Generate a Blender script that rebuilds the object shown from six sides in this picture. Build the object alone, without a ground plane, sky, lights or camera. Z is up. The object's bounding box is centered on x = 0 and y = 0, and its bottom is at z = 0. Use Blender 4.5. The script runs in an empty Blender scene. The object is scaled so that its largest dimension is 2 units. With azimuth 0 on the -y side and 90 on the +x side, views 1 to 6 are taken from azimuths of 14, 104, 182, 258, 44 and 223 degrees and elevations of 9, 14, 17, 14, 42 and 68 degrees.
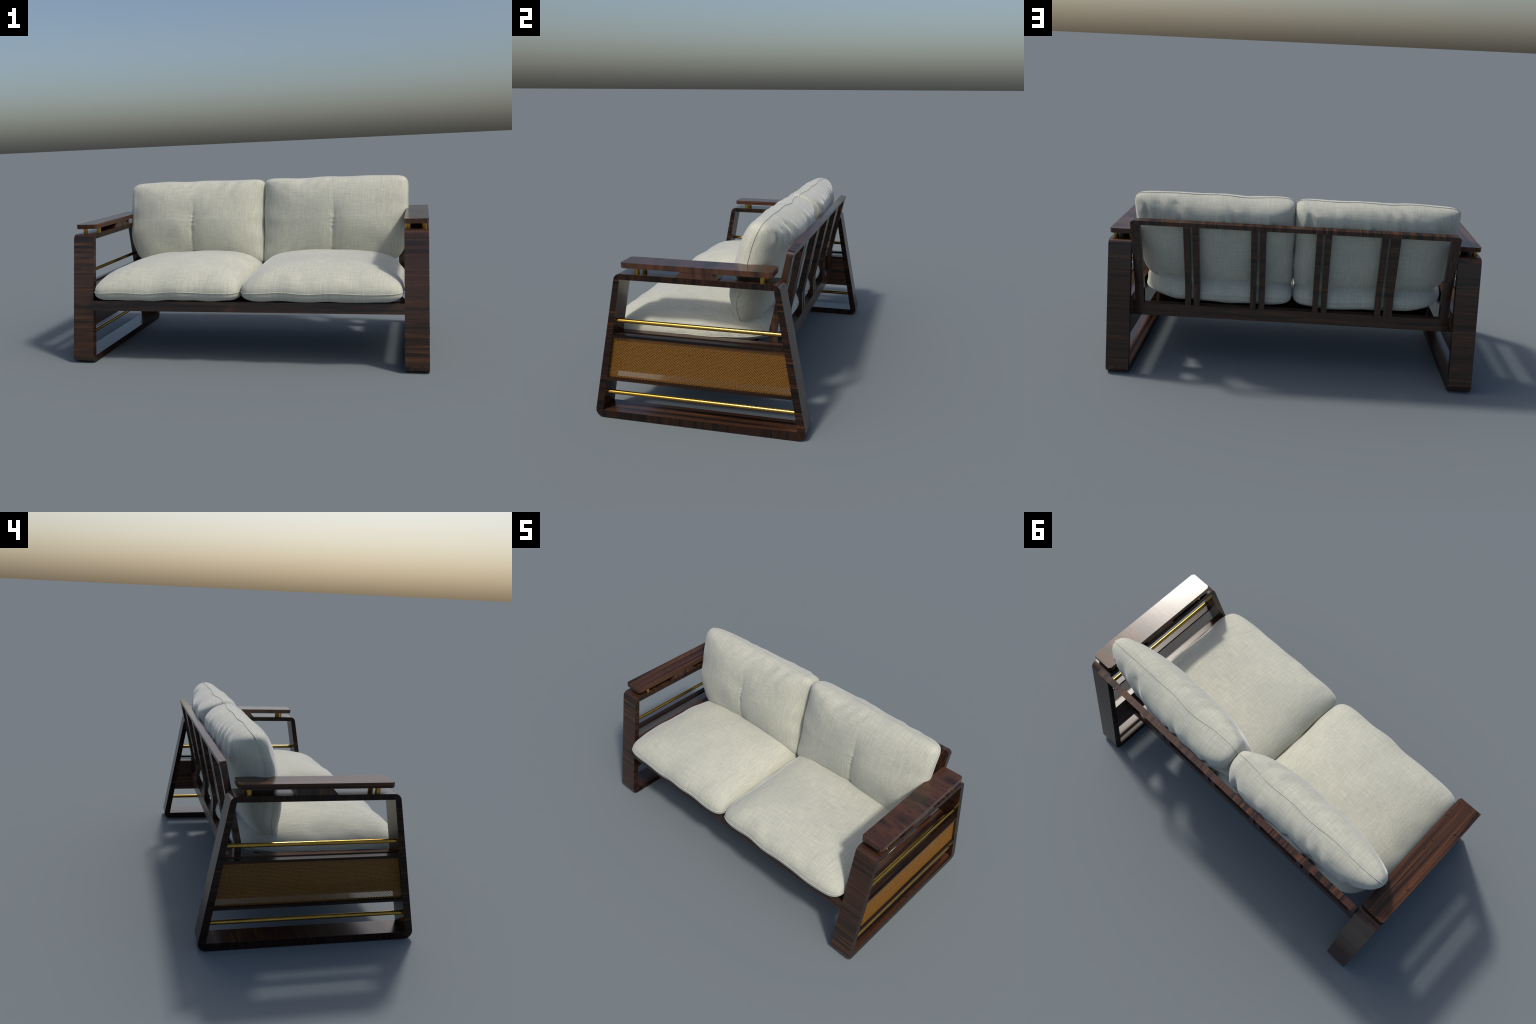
# Two-seat sofa: dark striped wood frame, brass rods, woven cane side panels, linen cushions.
import bpy, math
import numpy as np
from mathutils import Vector

# ------------------------------------------------------------------ helpers
def link(ob, parent=None):
    bpy.context.scene.collection.objects.link(ob)
    if parent is not None:
        ob.parent = parent
    return ob

def mesh_object(name, verts, faces, mats, parent, mat_index=None, smooth=False, sharp=None, bevel=0.0):
    me = bpy.data.meshes.new(name)
    me.from_pydata([tuple(v) for v in verts], [], [tuple(f) for f in faces])
    for m in mats:
        me.materials.append(m)
    if mat_index is not None:
        me.polygons.foreach_set("material_index", np.asarray(mat_index, dtype=np.int32))
    if smooth or sharp:
        me.polygons.foreach_set("use_smooth", np.ones(len(me.polygons), dtype=bool))
    if sharp:
        me.set_sharp_from_angle(angle=math.radians(sharp))
    me.update()
    ob = link(bpy.data.objects.new(name, me), parent)
    if bevel:
        b = ob.modifiers.new("edge_round", "BEVEL")
        b.width = bevel; b.segments = 2; b.limit_method = "ANGLE"; b.angle_limit = math.radians(35)
        b.harden_normals = True
        if not sharp:
            me.polygons.foreach_set("use_smooth", np.ones(len(me.polygons), dtype=bool))
            me.set_sharp_from_angle(angle=math.radians(35))
    return ob

def prism(profile, axis, a, b):
    """Extrude a closed 2D profile along axis 'x', 'y' or 'z' from a to b; returns verts, faces."""
    n = len(profile)
    def place(p, t):
        if axis == "x": return (t, p[0], p[1])
        if axis == "y": return (p[0], t, p[1])
        return (p[0], p[1], t)
    v = [place(p, a) for p in profile] + [place(p, b) for p in profile]
    f = [tuple(range(n))[::-1], tuple(range(n, 2 * n))]
    f += [(i, (i + 1) % n, n + (i + 1) % n, n + i) for i in range(n)]
    area = sum(profile[i][0] * profile[(i + 1) % n][1] - profile[(i + 1) % n][0] * profile[i][1] for i in range(n))
    flip = (area < 0) != (axis == "y")
    if (b < a): flip = not flip
    if flip:
        f = [q[::-1] for q in f]
    return v, f

def box(x0, x1, y0, y1, z0, z1):
    return prism([(x0, y0), (x1, y0), (x1, y1), (x0, y1)], "z", z0, z1)

def fillet(prev, corner, nxt, r, seg=8):
    """Points of a round of radius r put on a polygon corner."""
    c = np.array(corner, float); a = np.array(prev, float) - c; b = np.array(nxt, float) - c
    a /= np.linalg.norm(a); b /= np.linalg.norm(b)
    half = math.acos(float(np.clip(a @ b, -1, 1))) / 2
    t = r / math.tan(half)
    centre = c + (a + b) / np.linalg.norm(a + b) * (r / math.sin(half))
    p0, p1 = c + a * t - centre, c + b * t - centre
    a0, a1 = math.atan2(p0[1], p0[0]), math.atan2(p1[1], p1[0])
    d = (a1 - a0 + math.pi) % (2 * math.pi) - math.pi
    return [tuple(centre + r * np.array([math.cos(a0 + d * k / seg), math.sin(a0 + d * k / seg)])) for k in range(seg + 1)]

def tube(points, radius, closed=True, sides=6):
    pts = np.asarray(points, float); n = len(pts)
    tan = np.roll(pts, -1, 0) - np.roll(pts, 1, 0)
    if not closed:
        tan[0] = pts[1] - pts[0]; tan[-1] = pts[-1] - pts[-2]
    tan /= np.linalg.norm(tan, axis=1)[:, None]
    up = np.array([0.13, 0.31, 0.94]); s = np.cross(tan, up); s /= np.linalg.norm(s, axis=1)[:, None]
    w = np.cross(s, tan)
    v = []
    for k in range(sides):
        ang = 2 * math.pi * k / sides
        v.append(pts + radius * (math.cos(ang) * s + math.sin(ang) * w))
    v = np.stack(v, 1).reshape(-1, 3)
    f = []
    for i in range(n if closed else n - 1):
        j = (i + 1) % n
        for k in range(sides):
            l = (k + 1) % sides
            f.append((i * sides + k, i * sides + l, j * sides + l, j * sides + k))
    if not closed:
        f.append(tuple(range(sides))[::-1]); f.append(tuple((n - 1) * sides + k for k in range(sides)))
    return v, f

# ------------------------------------------------------------------ materials
def new_material(name):
    m = bpy.data.materials.new(name); m.use_nodes = True
    nt = m.node_tree
    for n in list(nt.nodes):
        if n.type != "OUTPUT_MATERIAL": nt.nodes.remove(n)
    out = nt.nodes[0]
    p = nt.nodes.new("ShaderNodeBsdfPrincipled")
    nt.links.new(p.outputs[0], out.inputs[0])
    return m, nt, p

def noise_node(nt, vec, scale, detail=3.0, rough=0.55, distort=0.0):
    n = nt.nodes.new("ShaderNodeTexNoise")
    n.inputs["Scale"].default_value = scale; n.inputs["Detail"].default_value = detail
    n.inputs["Roughness"].default_value = rough; n.inputs["Distortion"].default_value = distort
    nt.links.new(vec, n.inputs["Vector"])
    return n.outputs["Fac"]

def mapped(nt, scale, offset=(0, 0, 0)):
    tc = nt.nodes.new("ShaderNodeTexCoord"); mp = nt.nodes.new("ShaderNodeMapping")
    mp.inputs["Scale"].default_value = scale; mp.inputs["Location"].default_value = offset
    nt.links.new(tc.outputs["Object"], mp.inputs["Vector"])
    return mp.outputs["Vector"]

def ramp(nt, fac, stops, interp="LINEAR"):
    r = nt.nodes.new("ShaderNodeValToRGB"); r.color_ramp.interpolation = interp
    e = r.color_ramp.elements
    while len(e) > 1: e.remove(e[-1])
    for i, (p, c) in enumerate(stops):
        q = e[0] if i == 0 else e.new(p)
        q.position = p; q.color = (*c, 1) if len(c) == 3 else c
    nt.links.new(fac, r.inputs["Fac"])
    return r.outputs["Color"]

def mix(nt, fac, a, b, mode="MIX"):
    m = nt.nodes.new("ShaderNodeMix"); m.data_type = "RGBA"; m.blend_type = mode
    for sock, val in ((m.inputs[0], fac), (m.inputs[6], a), (m.inputs[7], b)):
        if isinstance(val, (int, float)): sock.default_value = val
        elif isinstance(val, tuple): sock.default_value = (*val, 1)
        else: nt.links.new(val, sock)
    return m.outputs[2]

NIGHT = (0.0125, 0.008, 0.0065)
INK = (0.0075, 0.006, 0.006)
DARK = (0.021, 0.0105, 0.0068)
BROWN = (0.046, 0.0205, 0.0115)
AMBER = (0.115, 0.044, 0.016)

def wood(name, across, along, freq=45.0, drift=0.9, offset=(0, 0, 0), figure=0.0, warm=1.0, bow=0.0, gloss=0.5, flank=False, soft=False, lines=1.0):
    """Striped dark wood. 'across' lists the axes along which the stripes alternate."""
    m, nt, p = new_material(name)
    def stretched(f, d, off):
        return mapped(nt, tuple(f if ax in across else d for ax in "xyz"), off)
    c = lambda k: tuple(min(1, q * warm) for q in k)
    # broad bands from near-black to brown
    band = noise_node(nt, stretched(freq * 0.85, drift, offset), 1.0, 2.5, 0.55, 0.15 + figure)
    col = ramp(nt, band, [(0.0, NIGHT), (0.26, NIGHT), (0.40, DARK), (0.50, c(BROWN)), (0.60, c(BROWN)), (0.72, DARK), (1.0, NIGHT)])
    if flank:
        col = ramp(nt, band, [(0.0, INK), (0.40, INK), (0.52, DARK), (0.62, DARK), (0.72, INK), (1.0, INK)])
    if soft:
        col = ramp(nt, band, [(0.0, DARK), (0.30, DARK), (0.44, c(BROWN)), (0.54, c((0.068, 0.027, 0.0135))), (0.62, c(BROWN)), (0.74, DARK), (1.0, DARK)])
    # thin amber lines
    line = noise_node(nt, stretched(freq, drift * 1.2, (offset[1] + 3, offset[2] + 8, offset[0] + 5)), 1.0, 1.5, 0.5, 0.1 + figure)
    lm = ramp(nt, line, [(0.0, (0, 0, 0)), (0.57, (0, 0, 0)), (0.615, (0.75 * lines,) * 3), (0.64, (0.35 * lines,) * 3), (0.68, (0, 0, 0)), (1.0, (0, 0, 0))])
    col = mix(nt, lm, col, c(BROWN) if soft else c(AMBER))
    # fine fibre
    fine = noise_node(nt, stretched(freq * 6, drift * 7, (3.1, 1.7, 5.3)), 1.0, 2.0, 0.6)
    streak = ramp(nt, fine, [(0.0, (0.55, 0.53, 0.52)), (0.42, (0.88, 0.88, 0.88)), (0.6, (1.12, 1.08, 1.02)), (1.0, (1.3, 1.2, 1.05))])
    col = mix(nt, 0.7, col, streak, "MULTIPLY")
    # small dark pores and knots
    spot = noise_node(nt, stretched(90, 32, (9.1, 4.4, 2.2)), 1.0, 2.0, 0.6, 0.8 + figure)
    mask = ramp(nt, spot, [(0.0, (0, 0, 0)), (0.64, (0, 0, 0)), (0.69, (0.85, 0.85, 0.85)), (1.0, (1, 1, 1))])
    col = mix(nt, mask, col, (0.010, 0.0095, 0.011))
    nt.links.new(col, p.inputs["Base Color"])
    p.inputs["Roughness"].default_value = 0.22
    p.inputs["IOR"].default_value = 1.5
    p.inputs["Specular IOR Level"].default_value = gloss
    if flank: p.inputs["Specular IOR Level"].default_value = 0.18
    bump = nt.nodes.new("ShaderNodeBump"); bump.inputs["Strength"].default_value = 0.03; bump.inputs["Distance"].default_value = 0.002
    nt.links.new(fine, bump.inputs["Height"]); nt.links.new(bump.outputs[0], p.inputs["Normal"])
    if bow:      # flat top shaded with normals tilted along y, shifting the sun glare forward
        sep = nt.nodes.new("ShaderNodeSeparateXYZ"); mul = nt.nodes.new("ShaderNodeMath"); mul.operation = "MULTIPLY"
        nt.links.new(mapped(nt, (1, 1, 1)), sep.inputs[0]); nt.links.new(sep.outputs["Y"], mul.inputs[0]); mul.inputs[1].default_value = -bow
        b2 = nt.nodes.new("ShaderNodeBump"); b2.inputs["Strength"].default_value = 1.0; b2.inputs["Distance"].default_value = 1.0
        nt.links.new(mul.outputs[0], b2.inputs["Height"]); nt.links.new(b2.outputs[0], bump.inputs["Normal"])
    return m

def linen(name, horizontal):
    """Woven off-white cloth; 'horizontal' cloth lies in x-y, otherwise it stands in x-z."""
    m, nt, p = new_material(name)
    hi, lo = 230.0, 11.0
    warp = noise_node(nt, mapped(nt, (hi, lo, lo)), 1.0, 2.5, 0.65)
    weft = noise_node(nt, mapped(nt, (lo, hi, hi), (4.0, 2.0, 7.0)), 1.0, 2.5, 0.65)
    a = ramp(nt, warp, [(0.0, (0.74, 0.75, 0.74)), (0.40, (0.93, 0.935, 0.93)), (0.58, (1.03, 1.03, 1.0)), (1.0, (1.28, 1.26, 1.2))])
    b = ramp(nt, weft, [(0.0, (0.74, 0.75, 0.74)), (0.40, (0.93, 0.935, 0.93)), (0.58, (1.03, 1.03, 1.0)), (1.0, (1.28, 1.26, 1.2))])
    patch = noise_node(nt, mapped(nt, (5, 5, 5)), 1.0, 3.0, 0.55)
    base = ramp(nt, patch, [(0.0, (0.47, 0.47, 0.405)), (0.4, (0.50, 0.50, 0.432)), (0.65, (0.53, 0.525, 0.45)), (1.0, (0.56, 0.55, 0.47))])
    col = mix(nt, 1.0, base, a, "MULTIPLY"); col = mix(nt, 1.0, col, b, "MULTIPLY")
    nt.links.new(col, p.inputs["Base Color"])
    p.inputs["Roughness"].default_value = 0.9
    p.inputs["Specular IOR Level"].default_value = 0.15
    p.inputs["Sheen Weight"].default_value = 0.55
    p.inputs["Sheen Roughness"].default_value = 0.42
    p.inputs["Sheen Tint"].default_value = (0.92, 0.92, 1.0, 1)
    add = nt.nodes.new("ShaderNodeMath"); add.operation = "ADD"
    nt.links.new(warp, add.inputs[0]); nt.links.new(weft, add.inputs[1])
    bump = nt.nodes.new("ShaderNodeBump"); bump.inputs["Strength"].default_value = 0.25; bump.inputs["Distance"].default_value = 0.002
    nt.links.new(add.outputs[0], bump.inputs["Height"]); nt.links.new(bump.outputs[0], p.inputs["Normal"])
    return m

def brass():
    m, nt, p = new_material("brass")
    n = noise_node(nt, mapped(nt, (30, 30, 30)), 1.0, 3.0)
    nt.links.new(ramp(nt, n, [(0.3, (0.43, 0.24, 0.042)), (0.7, (0.54, 0.315, 0.065))]), p.inputs["Base Color"])
    p.inputs["Metallic"].default_value = 1.0
    p.inputs["Roughness"].default_value = 0.22
    return m

def cane():
    m, nt, p = new_material("cane_weave")
    n = noise_node(nt, mapped(nt, (90, 90, 90)), 1.0, 2.0)
    nt.links.new(ramp(nt, n, [(0.3, (0.225, 0.095, 0.009)), (0.7, (0.295, 0.132, 0.014))]), p.inputs["Base Color"])
    p.inputs["Roughness"].default_value = 0.5
    return m

W_LEG = wood("wood_striped_leg", "z", "xy", freq=52, drift=1.0)
W_LEG_FLANK = wood("wood_dark_leg_flank", "z", "xy", freq=52, drift=1.0, offset=(4, 4, 1), flank=True, lines=0.75)
W_BAR_FLANK = wood("wood_dark_bar_flank", "y", "xz", freq=50, drift=1.5, offset=(8, 2, 6), flank=True, lines=0.18)
W_STRIP = wood("wood_dark_strip", "xz", "y", freq=45, drift=0.9, offset=(2, 8, 3), flank=True, lines=0.4)
W_BAR = wood("wood_cross_bar", "y", "xz", freq=50, drift=1.5, offset=(1, 2, 3))
W_LONG_Y = wood("wood_long_runner", "xz", "y", freq=45, drift=0.9, offset=(5, 1, 2), warm=1.2)
W_ARM_FIGURED = wood("wood_figured_armrest", "y", "xz", freq=14, drift=3.0, offset=(2, 7, 1), figure=0.3, warm=1.2, bow=0.09, soft=True)
W_ARM_LONG = wood("wood_long_armrest", "xz", "y", freq=75, drift=0.8, offset=(3, 3, 8), warm=1.2, gloss=0.25)
W_LONG_X = wood("wood_long_rail", "yz", "x", freq=38, drift=1.2, offset=(7, 3, 1))
W_TOP_RAIL = wood("wood_cross_rail", "x", "yz", freq=42, drift=1.5, offset=(1, 9, 4), warm=1.3)
W_POST = wood("wood_upright", "xy", "z", freq=70, drift=1.0, offset=(6, 6, 2))
W_SLAT = wood("wood_cross_slat", "z", "xy", freq=28, drift=1.0, offset=(2, 5, 11))
LINEN_SEAT = linen("linen_seat", True)
LINEN_BACK = linen("linen_back", False)
BRASS = brass()
CANE = cane()
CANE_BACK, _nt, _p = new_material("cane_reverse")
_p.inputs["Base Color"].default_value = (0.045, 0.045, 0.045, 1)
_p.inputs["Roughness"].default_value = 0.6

# ------------------------------------------------------------------ root
sofa = link(bpy.data.objects.new("sofa", None))
sofa["label"] = "two-seat sofa with dark striped wood frame, brass rods, cane panels, linen cushions"
sofa["category"] = "sofa"

# ------------------------------------------------------------------ side frames
X_IN, X_OUT = 0.875, 0.999
TOP_Z, TOP_IN, BOT_IN = 0.7285, 0.701, 0.0365
def y_out(z): return 0.526 - 0.1875 * z
def y_in(z): return 0.4882 - 0.1754 * z

def build_side_frame(s):
    ob_faces, ob_mat, pts = [], [], []
    # outline: outer loop counter-clockwise in (y, z) from the front bottom, inner loop with sharp corners
    fb, rb, rt, ft = (-y_out(0), 0.0), (y_out(0), 0.0), (y_out(TOP_Z), TOP_Z), (-y_out(TOP_Z), TOP_Z)
    r = 0.036
    c_fb = fillet(ft, fb, rb, r); c_rb = fillet(fb, rb, rt, r); c_rt = fillet(rb, rt, ft, 0.034); c_ft = fillet(rt, ft, fb, 0.034)
    i_fb, i_rb, i_rt, i_ft = (-y_in(BOT_IN), BOT_IN), (y_in(BOT_IN), BOT_IN), (y_in(TOP_IN), TOP_IN), (-y_in(TOP_IN), TOP_IN)
    regions = [(c_fb + c_rb + [i_rb, i_fb], 1), (c_rt + c_ft + [i_ft, i_rt], 2),
               ([c_rb[-1], c_rt[0], i_rt, i_rb], 0), ([c_ft[-1], c_fb[0], i_fb, i_ft], 0)]
    index = {}
    def vid(p, x):
        k = (round(p[0], 6), round(p[1], 6), x)
        if k not in index:
            index[k] = len(pts); pts.append((s * x, p[0], p[1]))
        return index[k]
    edges = {}
    for poly, mat in regions:
        for x, rev in ((X_OUT, s < 0), (X_IN, s > 0)):
            f = [vid(p, x) for p in poly]
            ob_faces.append(f[::-1] if rev else f); ob_mat.append(3 if mat == 0 else 4)
        n = len(poly)
        for i in range(n):
            a, b = poly[i], poly[(i + 1) % n]
            ka, kb = (round(a[0], 6), round(a[1], 6)), (round(b[0], 6), round(b[1], 6))
            if (kb, ka) in edges: edges.pop((kb, ka))
            else: edges[(ka, kb)] = (a, b, mat)
    for a, b, mat in edges.values():
        f = [vid(a, X_IN), vid(b, X_IN), vid(b, X_OUT), vid(a, X_OUT)]
        ob_faces.append(f if s > 0 else f[::-1]); ob_mat.append(mat)
    frame = mesh_object("side_frame", pts, ob_faces, [W_LEG, W_LONG_Y if s > 0 else W_BAR, W_BAR, W_LEG_FLANK, W_BAR_FLANK], sofa, ob_mat, sharp=30)

    def X(a, b): return (s * a, s * b) if s > 0 else (s * b, s * a)
    # armrest: plank with clipped corners
    xa, xb = 0.873, 0.999
    cx, cy, yl = 0.010, 0.013, 0.358
    plan = [(xa + cx, -yl), (xb - cx, -yl), (xb, -yl + cy), (xb, yl - cy), (xb - cx, yl), (xa + cx, yl), (xa, yl - cy), (xa, -yl + cy)]
    plan = [(s * p, q) for p, q in plan]
    v, f = prism(plan, "z", 0.757, 0.7825)
    mesh_object("armrest", v, f, [W_ARM_FIGURED if s > 0 else W_ARM_LONG], frame)
    # spacer block, wider at its foot
    v, f = prism([(-0.094, 0.7286), (0.102, 0.7286), (0.080, 0.7569), (-0.068, 0.7569)], "x", *X(0.877, 0.997))
    mesh_object("spacer_block", v, f, [W_ARM_FIGURED if s > 0 else W_BAR], frame)
    # brass studs
    for x in (0.892, 0.978):
        for y in (-0.284, 0.308):
            a = [2 * math.pi * k / 24 for k in range(24)]
            v, f = prism([(s * x + 0.0122 * math.cos(t), y + 0.0122 * math.sin(t)) for t in a], "z", 0.7286, 0.7569)
            mesh_object("stud", v, f, [BRASS], frame, sharp=40)
    # brass rods
    for z in (0.4945, 0.127):
        n = 20
        a = [2 * math.pi * k / n for k in range(n)]
        e = y_in(z) + 0.002
        v, f = prism([(s * 0.974 + 0.0103 * math.cos(t), z + 0.0103 * math.sin(t)) for t in a], "y", -e, e)
        mesh_object("rod", v, f, [BRASS], frame, sharp=40)
    # thin strips above and below the cane, let into the legs
    for z0, z1 in ((0.4185, 0.4305), (0.1975, 0.211)):
        prof = [(-y_in(z0) - 0.015, z0), (y_in(z0) + 0.015, z0), (y_in(z1) + 0.015, z1), (-y_in(z1) - 0.015, z1)]
        v, f = prism(prof, "x", *X(0.968, 1.0))
        mesh_object("panel_strip", v, f, [W_STRIP], frame)
    # inner board
    z0, z1 = 0.212, 0.417
    prof = [(-y_in(z0) - 0.004, z0), (y_in(z0) + 0.004, z0), (y_in(z1) + 0.004, z1), (-y_in(z1) - 0.004, z1)]
    v, f = prism(prof, "x", *X(0.8765, 0.914))
    mesh_object("inner_board", v, f, [W_LONG_Y], frame)
    return frame

frame_right = build_side_frame(1)
frame_left = build_side_frame(-1)

# ------------------------------------------------------------------ cane panels (real holes)
def cane_mesh():
    a, h = 0.0076, 0.0131                 # lattice pitch of the lozenge weave
    z0, z1 = 0.208, 0.421
    hole = [(0.0023, 0.0), (0.0017, 0.0023), (0.0, 0.0039), (-0.0017, 0.0023), (-0.0023, 0.0), (-0.0017, -0.0023), (0.0, -0.0039), (0.0017, -0.0023)]
    rim = [(a / 2, 0), (a / 4, h / 4), (0, h / 2), (-a / 4, h / 4), (-a / 2, 0), (-a / 4, -h / 4), (0, -h / 2), (a / 4, -h / 4)]
    cells = []
    rows = int((z1 - z0) / (h / 2)) + 1
    for i in range(rows):
        z = z0 + i * h / 2
        e = y_in(z) + 0.006
        k = int(e / a) + 1
        for j in range(-k, k + 1):
            y = (j + 0.5 * (i % 2)) * a
            if abs(y) < e: cells.append((y, z))
    t, dip = 0.0005, 0.0003
    R, H = np.array(rim), np.array(hole)
    Vs, Fs = [], []
    # over-under relief: lozenge tips stand proud, strand middles lie lower
    lift = np.array([0.0, dip, 0.0, -dip, 0.0, dip, 0.0, -dip])
    for c, (y, z) in enumerate(cells):
        o = np.array([y, z])
        P, Q = R + o, H + o
        Vs += [(t + lift[k], *P[k]) for k in range(8)] + [(t * 0.75, *Q[k]) for k in range(8)]
        Vs += [(-t + lift[k], *P[k]) for k in range(8)] + [(-t * 0.75, *Q[k]) for k in range(8)]
        b = c * 32
        for k in range(8):
            l = (k + 1) % 8
            Fs += [(b + k, b + l, b + 8 + l, b + 8 + k), (b + 16 + l, b + 16 + k, b + 24 + k, b + 24 + l),
                   (b + 8 + k, b + 8 + l, b + 24 + l, b + 24 + k)]
    me = bpy.data.meshes.new("cane_panel")
    me.from_pydata(Vs, [], Fs)
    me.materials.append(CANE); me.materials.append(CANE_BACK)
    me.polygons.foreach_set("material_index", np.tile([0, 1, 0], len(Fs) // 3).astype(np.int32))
    me.update()
    return me

CANE_MESH = cane_mesh()
for s, fr in ((1, frame_right), (-1, frame_left)):
    ob = link(bpy.data.objects.new("cane_panel", CANE_MESH), fr)
    ob.location.x = s * 0.985
    ob.rotation_euler.z = 0 if s > 0 else math.pi

# ------------------------------------------------------------------ seat frame
fy = lambda z: -y_out(z)
v, f = prism([(fy(0.299), 0.299), (fy(0.299) + 0.036, 0.299), (fy(0.354) + 0.034, 0.354), (fy(0.354), 0.354)], "x", -0.8755, 0.8755)
mesh_object("front_rail", v, f, [W_LONG_X], sofa)
v, f = box(-0.874, 0.874, 0.304, 0.344, 0.284, 0.3555)
mesh_object("rear_rail", v, f, [W_LONG_X], sofa)
v, f = prism([(-0.8745, -0.43), (0.8745, -0.43), (0.8745, -0.2), (0.78, 0.19), (-0.78, 0.19), (-0.8745, -0.2)], "z", 0.288, 0.312)
mesh_object("seat_deck", v, f, [W_LONG_X], sofa)

# ------------------------------------------------------------------ back frame
KINK, LEAN, Y0, DEPTH = 0.468, 0.2145, 0.313, 0.031
RAIL0, RAIL1 = 0.8255, 0.855
def y_back(z): return Y0 + LEAN * max(0.0, z - KINK)
# top rail: rounded ends, sheared to follow the lean
end = 0.872
sec = [(-end, RAIL0), (end, RAIL0)] + fillet((end, RAIL0), (end, RAIL1), (-end, RAIL1), 0.02, 4) + fillet((end, RAIL1), (-end, RAIL1), (-end, RAIL0), 0.02, 4)
v, f = prism(sec, "y", 0.0, DEPTH + 0.001)
v = [(x, y + y_back(z), z + (0.0015 - 0.006 * y / DEPTH if z > RAIL0 + 0.002 else 0)) for x, y, z in v]
rail = mesh_object("backrest_rail", v, f, [W_TOP_RAIL], sofa, sharp=25)

def upright(name, x0, x1, mats):
    lo, hi = 0.3552, RAIL0 + 0.0005
    ys = [(y_back(z), z) for z in (lo, KINK, hi)]
    side = [(y, z) for y, z in ys] + [(y + DEPTH, z) for y, z in reversed(ys)]
    n = 6
    v = [(x0, y, z) for y, z in side] + [(x1, y, z) for y, z in side]
    f, mi = [], []
    for quad, m in (((0, 1, 4, 5), 1), ((1, 2, 3, 4), 0)):
        f += [tuple(quad), tuple(n + k for k in reversed(quad))]; mi += [m, m]
    for i, m in ((0, 1), (1, 0), (2, 0), (3, 0), (4, 1), (5, 1)):
        j = (i + 1) % n
        f.append((i, n + i, n + j, j)); mi.append(m)
    return mesh_object(name, v, f, mats, rail, mi)

for s in (1, -1):
    a, b = sorted((s * 0.822, s * 0.8718))
    upright("post", a, b, [W_POST, W_POST])
for a, b in ((0.558, 0.591), (0.509, 0.543), (0.197, 0.229), (0.149, 0.182), (-0.149, -0.117), (-0.197, -0.164), (-0.495, -0.461), (-0.560, -0.511)):
    upright("slat", a, b, [W_SLAT, W_POST])

# ------------------------------------------------------------------ cushions
def waves(rng, n, lo, hi):
    """A smooth random function of one variable: sum of n sines."""
    k = rng.uniform(lo, hi, n); p = rng.uniform(0, 2 * math.pi, n); a = rng.uniform(0.4, 1.0, n) / math.sqrt(n)
    return lambda t: sum(a[i] * np.sin(k[i] * t + p[i]) for i in range(n))

def ring_waves(rng, n, lo, hi):
    """Like waves, but closed over a full turn (whole-number frequencies)."""
    k = rng.integers(lo, hi + 1, n); p = rng.uniform(0, 2 * math.pi, n); a = rng.uniform(0.4, 1.0, n) / math.sqrt(n)
    return lambda t: sum(a[i] * np.sin(k[i] * t + p[i]) for i in range(n))

def waves2(rng, n, lo, hi):
    k = rng.uniform(lo, hi, (n, 1)); d = rng.uniform(0, 2 * math.pi, (n, 1)); p = rng.uniform(0, 2 * math.pi, n)
    return lambda x, y: sum(np.sin(k[i] * (math.cos(d[i, 0]) * x + math.sin(d[i, 0]) * y) + p[i]) for i in range(n)) / math.sqrt(n)

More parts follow.
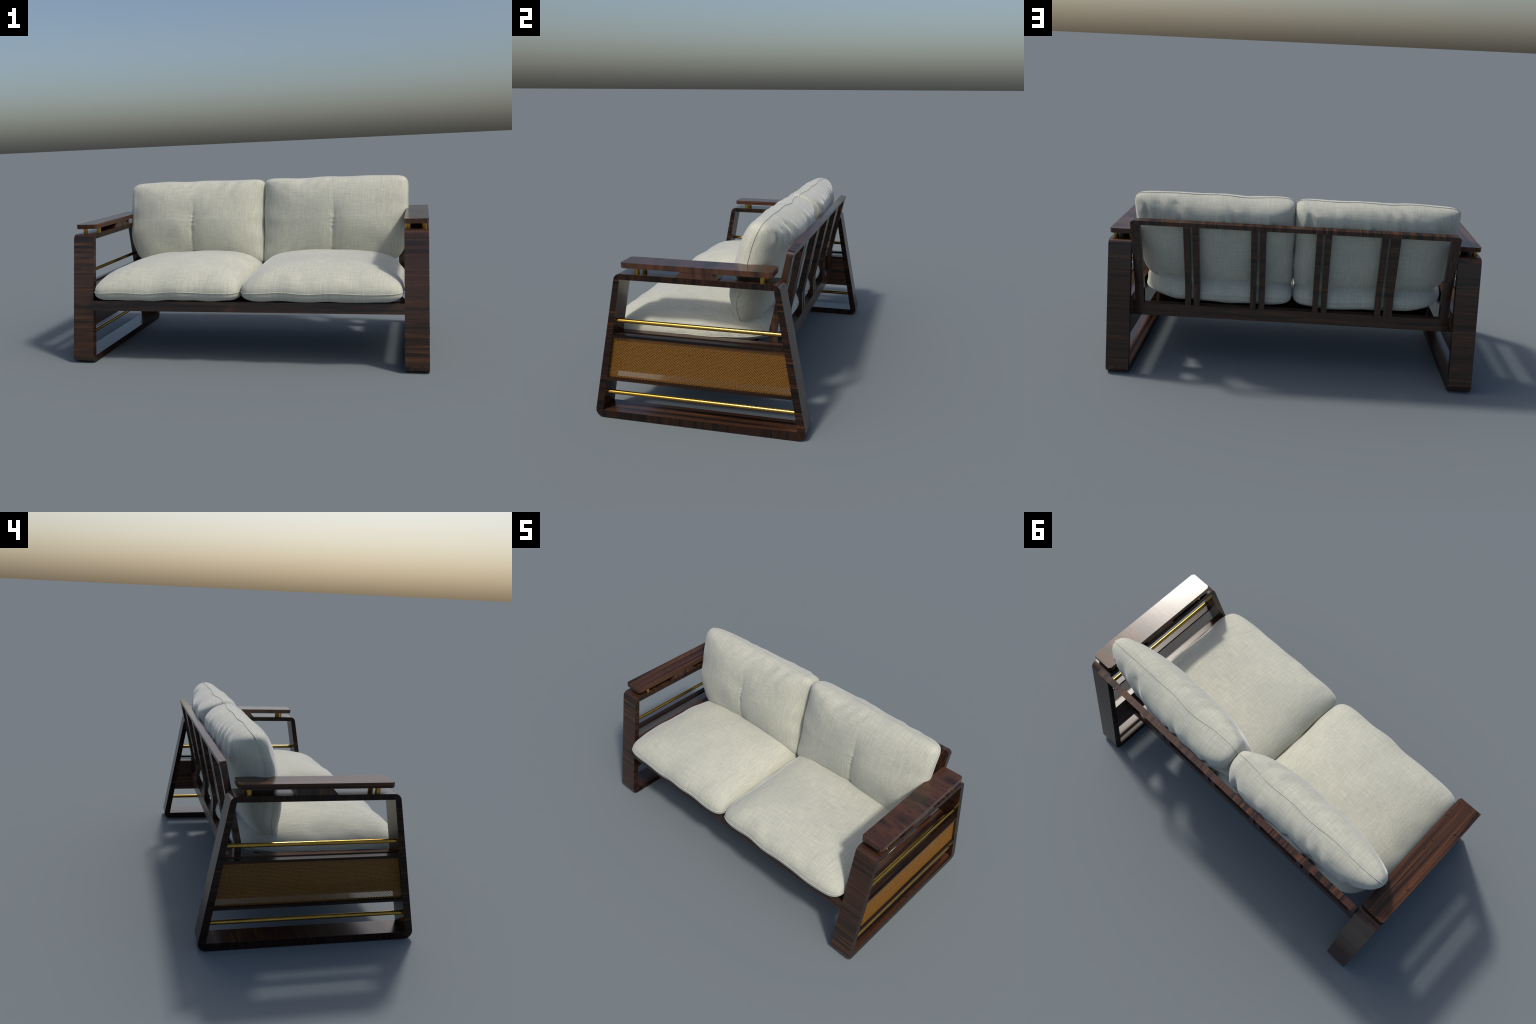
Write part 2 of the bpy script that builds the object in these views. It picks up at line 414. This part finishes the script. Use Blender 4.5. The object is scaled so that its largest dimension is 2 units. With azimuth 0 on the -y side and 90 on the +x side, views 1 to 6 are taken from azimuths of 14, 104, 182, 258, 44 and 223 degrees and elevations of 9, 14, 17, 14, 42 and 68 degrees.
def pillow(name, centre, U, V, N, hu, hv, shape, relief, mat, seed, outline=(9, 9, 9, 9), taper=(0, 0, 1), bow=None, res=150, seam_wave=0.0075, piping=0.0021):
    """Two sheets sewn along a rounded outline. shape(q, a, b, side) gives the puff, relief(...) the folds.
    taper = (share, end, out): the outer edge (out = +1 or -1 along U) draws in by 'share' towards the V end."""
    rng = np.random.default_rng(seed)
    s = np.linspace(-1, 1, res)
    g = np.sin(s * math.pi / 2) * 0.75 + s * 0.25
    A, B = np.meshgrid(g, g, indexing="ij")
    m = np.maximum(np.abs(A), np.abs(B)) + 1e-12
    ax, by = np.abs(A) / m, np.abs(B) / m
    # corner tightness: (outer low, outer high, inner low, inner high) along V
    out = taper[2]
    ex = np.where(A * out > 0, np.where(B > 0, outline[1], outline[0]), np.where(B > 0, outline[3], outline[2]))
    ex = 2.6 + (ex - 2.6) * m ** 3
    r = (ax ** ex + by ** ex) ** (-1 / ex)
    k = r * m ** 2 + 1 - m ** 2            # square grid to rounded outline
    pu, pv = A * k, B * k
    q = np.clip((np.abs(pu) ** ex + np.abs(pv) ** ex) ** (1 / ex), 0, 1)
    q[0, :] = q[-1, :] = q[:, 0] = q[:, -1] = 1
    share, end = taper[:2]
    pull = np.clip((end * pv - 0.1) / 0.9, 0, 1) ** 2 * np.clip(out * pu, 0, 1)
    pu = pu * (1 - share * pull)
    wob1, wob2 = ring_waves(rng, 6, 3, 13), ring_waves(rng, 6, 4, 17)
    edge = m ** 6
    C, U, V, N = map(lambda q: np.asarray(q, float), (centre, U, V, N))
    seam_n = seam_wave * wob1(np.arctan2(B, A)) * edge
    if bow is not None:
        seam_n = seam_n + bow(pu, pv) * m ** 3
    seam_o = 0.004 * wob2(np.arctan2(B, A)) * edge
    rad = np.stack([A, B], -1) / m[..., None]
    sheets = []
    for side in (1, -1):
        h = shape(q, pu, pv, side) + relief(A, B, pu * hu, pv * hv, side, rng)
        P = (C + (pu * hu + seam_o * rad[..., 0])[..., None] * U + (pv * hv + seam_o * rad[..., 1])[..., None] * V + (side * h + seam_n)[..., None] * N)
        sheets.append(P)
    n = res
    front, back = sheets
    idx1 = np.arange(n * n).reshape(n, n)
    border = np.zeros((n, n), bool); border[0, :] = border[-1, :] = border[:, 0] = border[:, -1] = True
    idx2 = idx1.copy(); inner = ~border
    idx2[inner] = n * n + np.arange(inner.sum())
    V3 = np.concatenate([front.reshape(-1, 3), back[inner]])
    def quads(ix, rev):
        q = np.stack([ix[:-1, :-1], ix[1:, :-1], ix[1:, 1:], ix[:-1, 1:]], -1).reshape(-1, 4)
        return q[:, ::-1] if rev else q
    rh = float(np.dot(np.cross(U, V), N)) > 0
    F = np.concatenate([quads(idx1, not rh), quads(idx2, rh)])
    ob = mesh_object(name, V3.tolist(), F.tolist(), [mat], sofa, smooth=True)
    ring = np.concatenate([front[:, 0], front[-1, 1:], front[-2::-1, -1], front[0, -2:0:-1]])
    mid = ring.mean(0)
    pts = ring[::2] + (ring[::2] - mid) / np.linalg.norm(ring[::2] - mid, axis=1)[:, None] * 0.0012
    v, f = tube(pts, piping)
    mesh_object("seam_piping", v.tolist(), f, [mat], ob, smooth=True)
    return ob

def puff(p, e):
    return lambda t: np.clip(1 - np.abs(t) ** p, 0, 1) ** e

# seat cushions
def seat_shape(out):
    def f(q, a, b, side):
        inner, outer = np.clip(-a * out, 0, 1), np.clip(a * out, 0, 1)
        if side > 0:
            return 0.145 * puff(2.8 + 0.7 * inner - 0.1 * outer - 0.4 * np.clip(-b, 0, 1), 0.5)(q)
        side_round = outer * np.clip((b + 0.75) / 0.4, 0, 1)
        return 0.062 * puff(9.0 - 6.6 * side_round, 0.38 + 0.2 * side_round)(q)
    return f

def seat_relief(seed):
    def f(A, B, x, y, side, rng):
        w = waves(rng, 7, 18, 55); w2 = waves(rng, 7, 18, 55); big = waves2(rng, 6, 4, 11); mid = waves2(rng, 8, 14, 34)
        inside = np.clip((1 - np.abs(A)) * 8, 0, 1) * np.clip((1 - np.abs(B)) * 8, 0, 1)
        near_y = np.exp(-((1 - np.abs(B)) / 0.16) ** 2); near_x = np.exp(-((1 - np.abs(A)) / 0.16) ** 2)
        amp = 0.0045 if side > 0 else 0.004
        fold = amp * (w(x + np.sign(B) * 3.1) * near_y + w2(y + np.sign(A) * 1.7) * near_x)
        return inside * (fold + (0.003 * big(x, y) + 0.0014 * mid(x, y)) * (1 if side > 0 else 0.3))
    return f

for i, out in enumerate((-1, 1)):
    pillow("seat_cushion", (out * 0.4345, -0.095, 0.413), (1, 0, 0), (0, 1, 0), (0, 0, 1), 0.4345, 0.418,
           seat_shape(out), seat_relief(i), LINEN_SEAT, 11 + i, outline=(12, 5.5, 12, 12), taper=(0.17, 1, out))

# back cushions
lean = np.array([0.0, 0.135, 0.508]); half_h = np.linalg.norm(lean) / 2; lean /= np.linalg.norm(lean)
face = np.array([0.0, -lean[2], lean[1]])
def back_shape(out):
    def f(q, a, b, side):
        low = np.clip(-b, 0, 1) ** 1.3
        outer = np.clip(a * out, 0, 1)
        if side > 0:
            return (0.130 - 0.062 * low + 0.014 * outer) * puff(2.8 - 0.3 * outer, 0.52)(q)
        inner = np.clip(-a * out, 0, 1)
        return (0.134 - 0.018 * low - 0.016 * outer + 0.004 * inner) * puff(4.6 - 1.8 * outer + 2.4 * inner, 0.42 - 0.06 * inner)(q)
    return f

def back_relief(seed):
    def f(A, B, x, y, side, rng):
        w = waves(rng, 12, 14, 90); w2 = waves(rng, 7, 20, 60); big = waves2(rng, 6, 5, 12); env = waves(rng, 4, 5, 16); mid = waves2(rng, 8, 14, 32)
        inside = np.clip((1 - np.abs(A)) * 9, 0, 1) * np.clip((1 - np.abs(B)) * 9, 0, 1)
        near_y = np.exp(-((1 - np.abs(B)) / 0.26) ** 2); near_x = np.exp(-((1 - np.abs(A)) / 0.15) ** 2)
        amp = 0.0065 if side > 0 else 0.010
        h = amp * w(x + np.sign(B) * 2.3 + 0.05 * np.sin(y * 14)) * np.clip(0.6 + 0.9 * env(x), 0.1, 1.6) * near_y + 0.005 * w2(y + np.sign(A) * 1.1) * near_x + 0.005 * big(x, y) + 0.0018 * mid(x, y)
        if side > 0:
            # vertical stitched tuck down the middle of the front
            c = 0.022 * np.sin(y * 9 + seed) + 0.008 * np.sin(y * 31)
            run = 1 / (1 + np.exp((y - 0.05) / 0.04))
            deep = 0.009 * np.exp(-((x - c * 0.3) / 0.008) ** 2) + 0.013 * np.exp(-((x - c * 0.3) / 0.05) ** 2)
            nick = 0.003 * np.sin(y * 110 + 5 * np.sin(y * 37 + seed)) * np.exp(-(x / 0.012) ** 2)
            h = h - run * (deep + nick)
        else:
            # short dents where the sewn-in filling pulls on the cloth
            for dx, dy, deep in ((-0.33, 0.16, 0.014), (0.36, 0.19, 0.013), (0.02 - 0.09 * seed, 0.155, 0.014), (-0.12, 0.17, 0.008), (0.17, 0.15, 0.009)):
                tx, ty = (x - dx - 0.25 * (y - dy)) / 0.014, (y - dy) / 0.035
                h = h - deep * np.exp(-tx ** 2 - ty ** 2) + 0.5 * deep * np.exp(-((x - dx - 0.03) / 0.02) ** 2 - ty ** 2)
        return inside * h
    return f

for i, out in enumerate((-1, 1)):
    pillow("back_cushion", (out * (0.4425 - 0.0015 * out), 0.2185, 0.715), (1, 0, 0), lean, face, 0.4425 - 0.0015 * out, half_h + 0.003,
           back_shape(out), back_relief(i), LINEN_BACK, 31 + i, outline=(7, 14, 16, 16), taper=(0.12, -1, out),
           bow=lambda a, b, o=out: 0.026 * np.clip(a * o, 0, 1) ** 2 * (1 - b ** 2) + 0.010 * np.clip(b, 0, 1) ** 2)
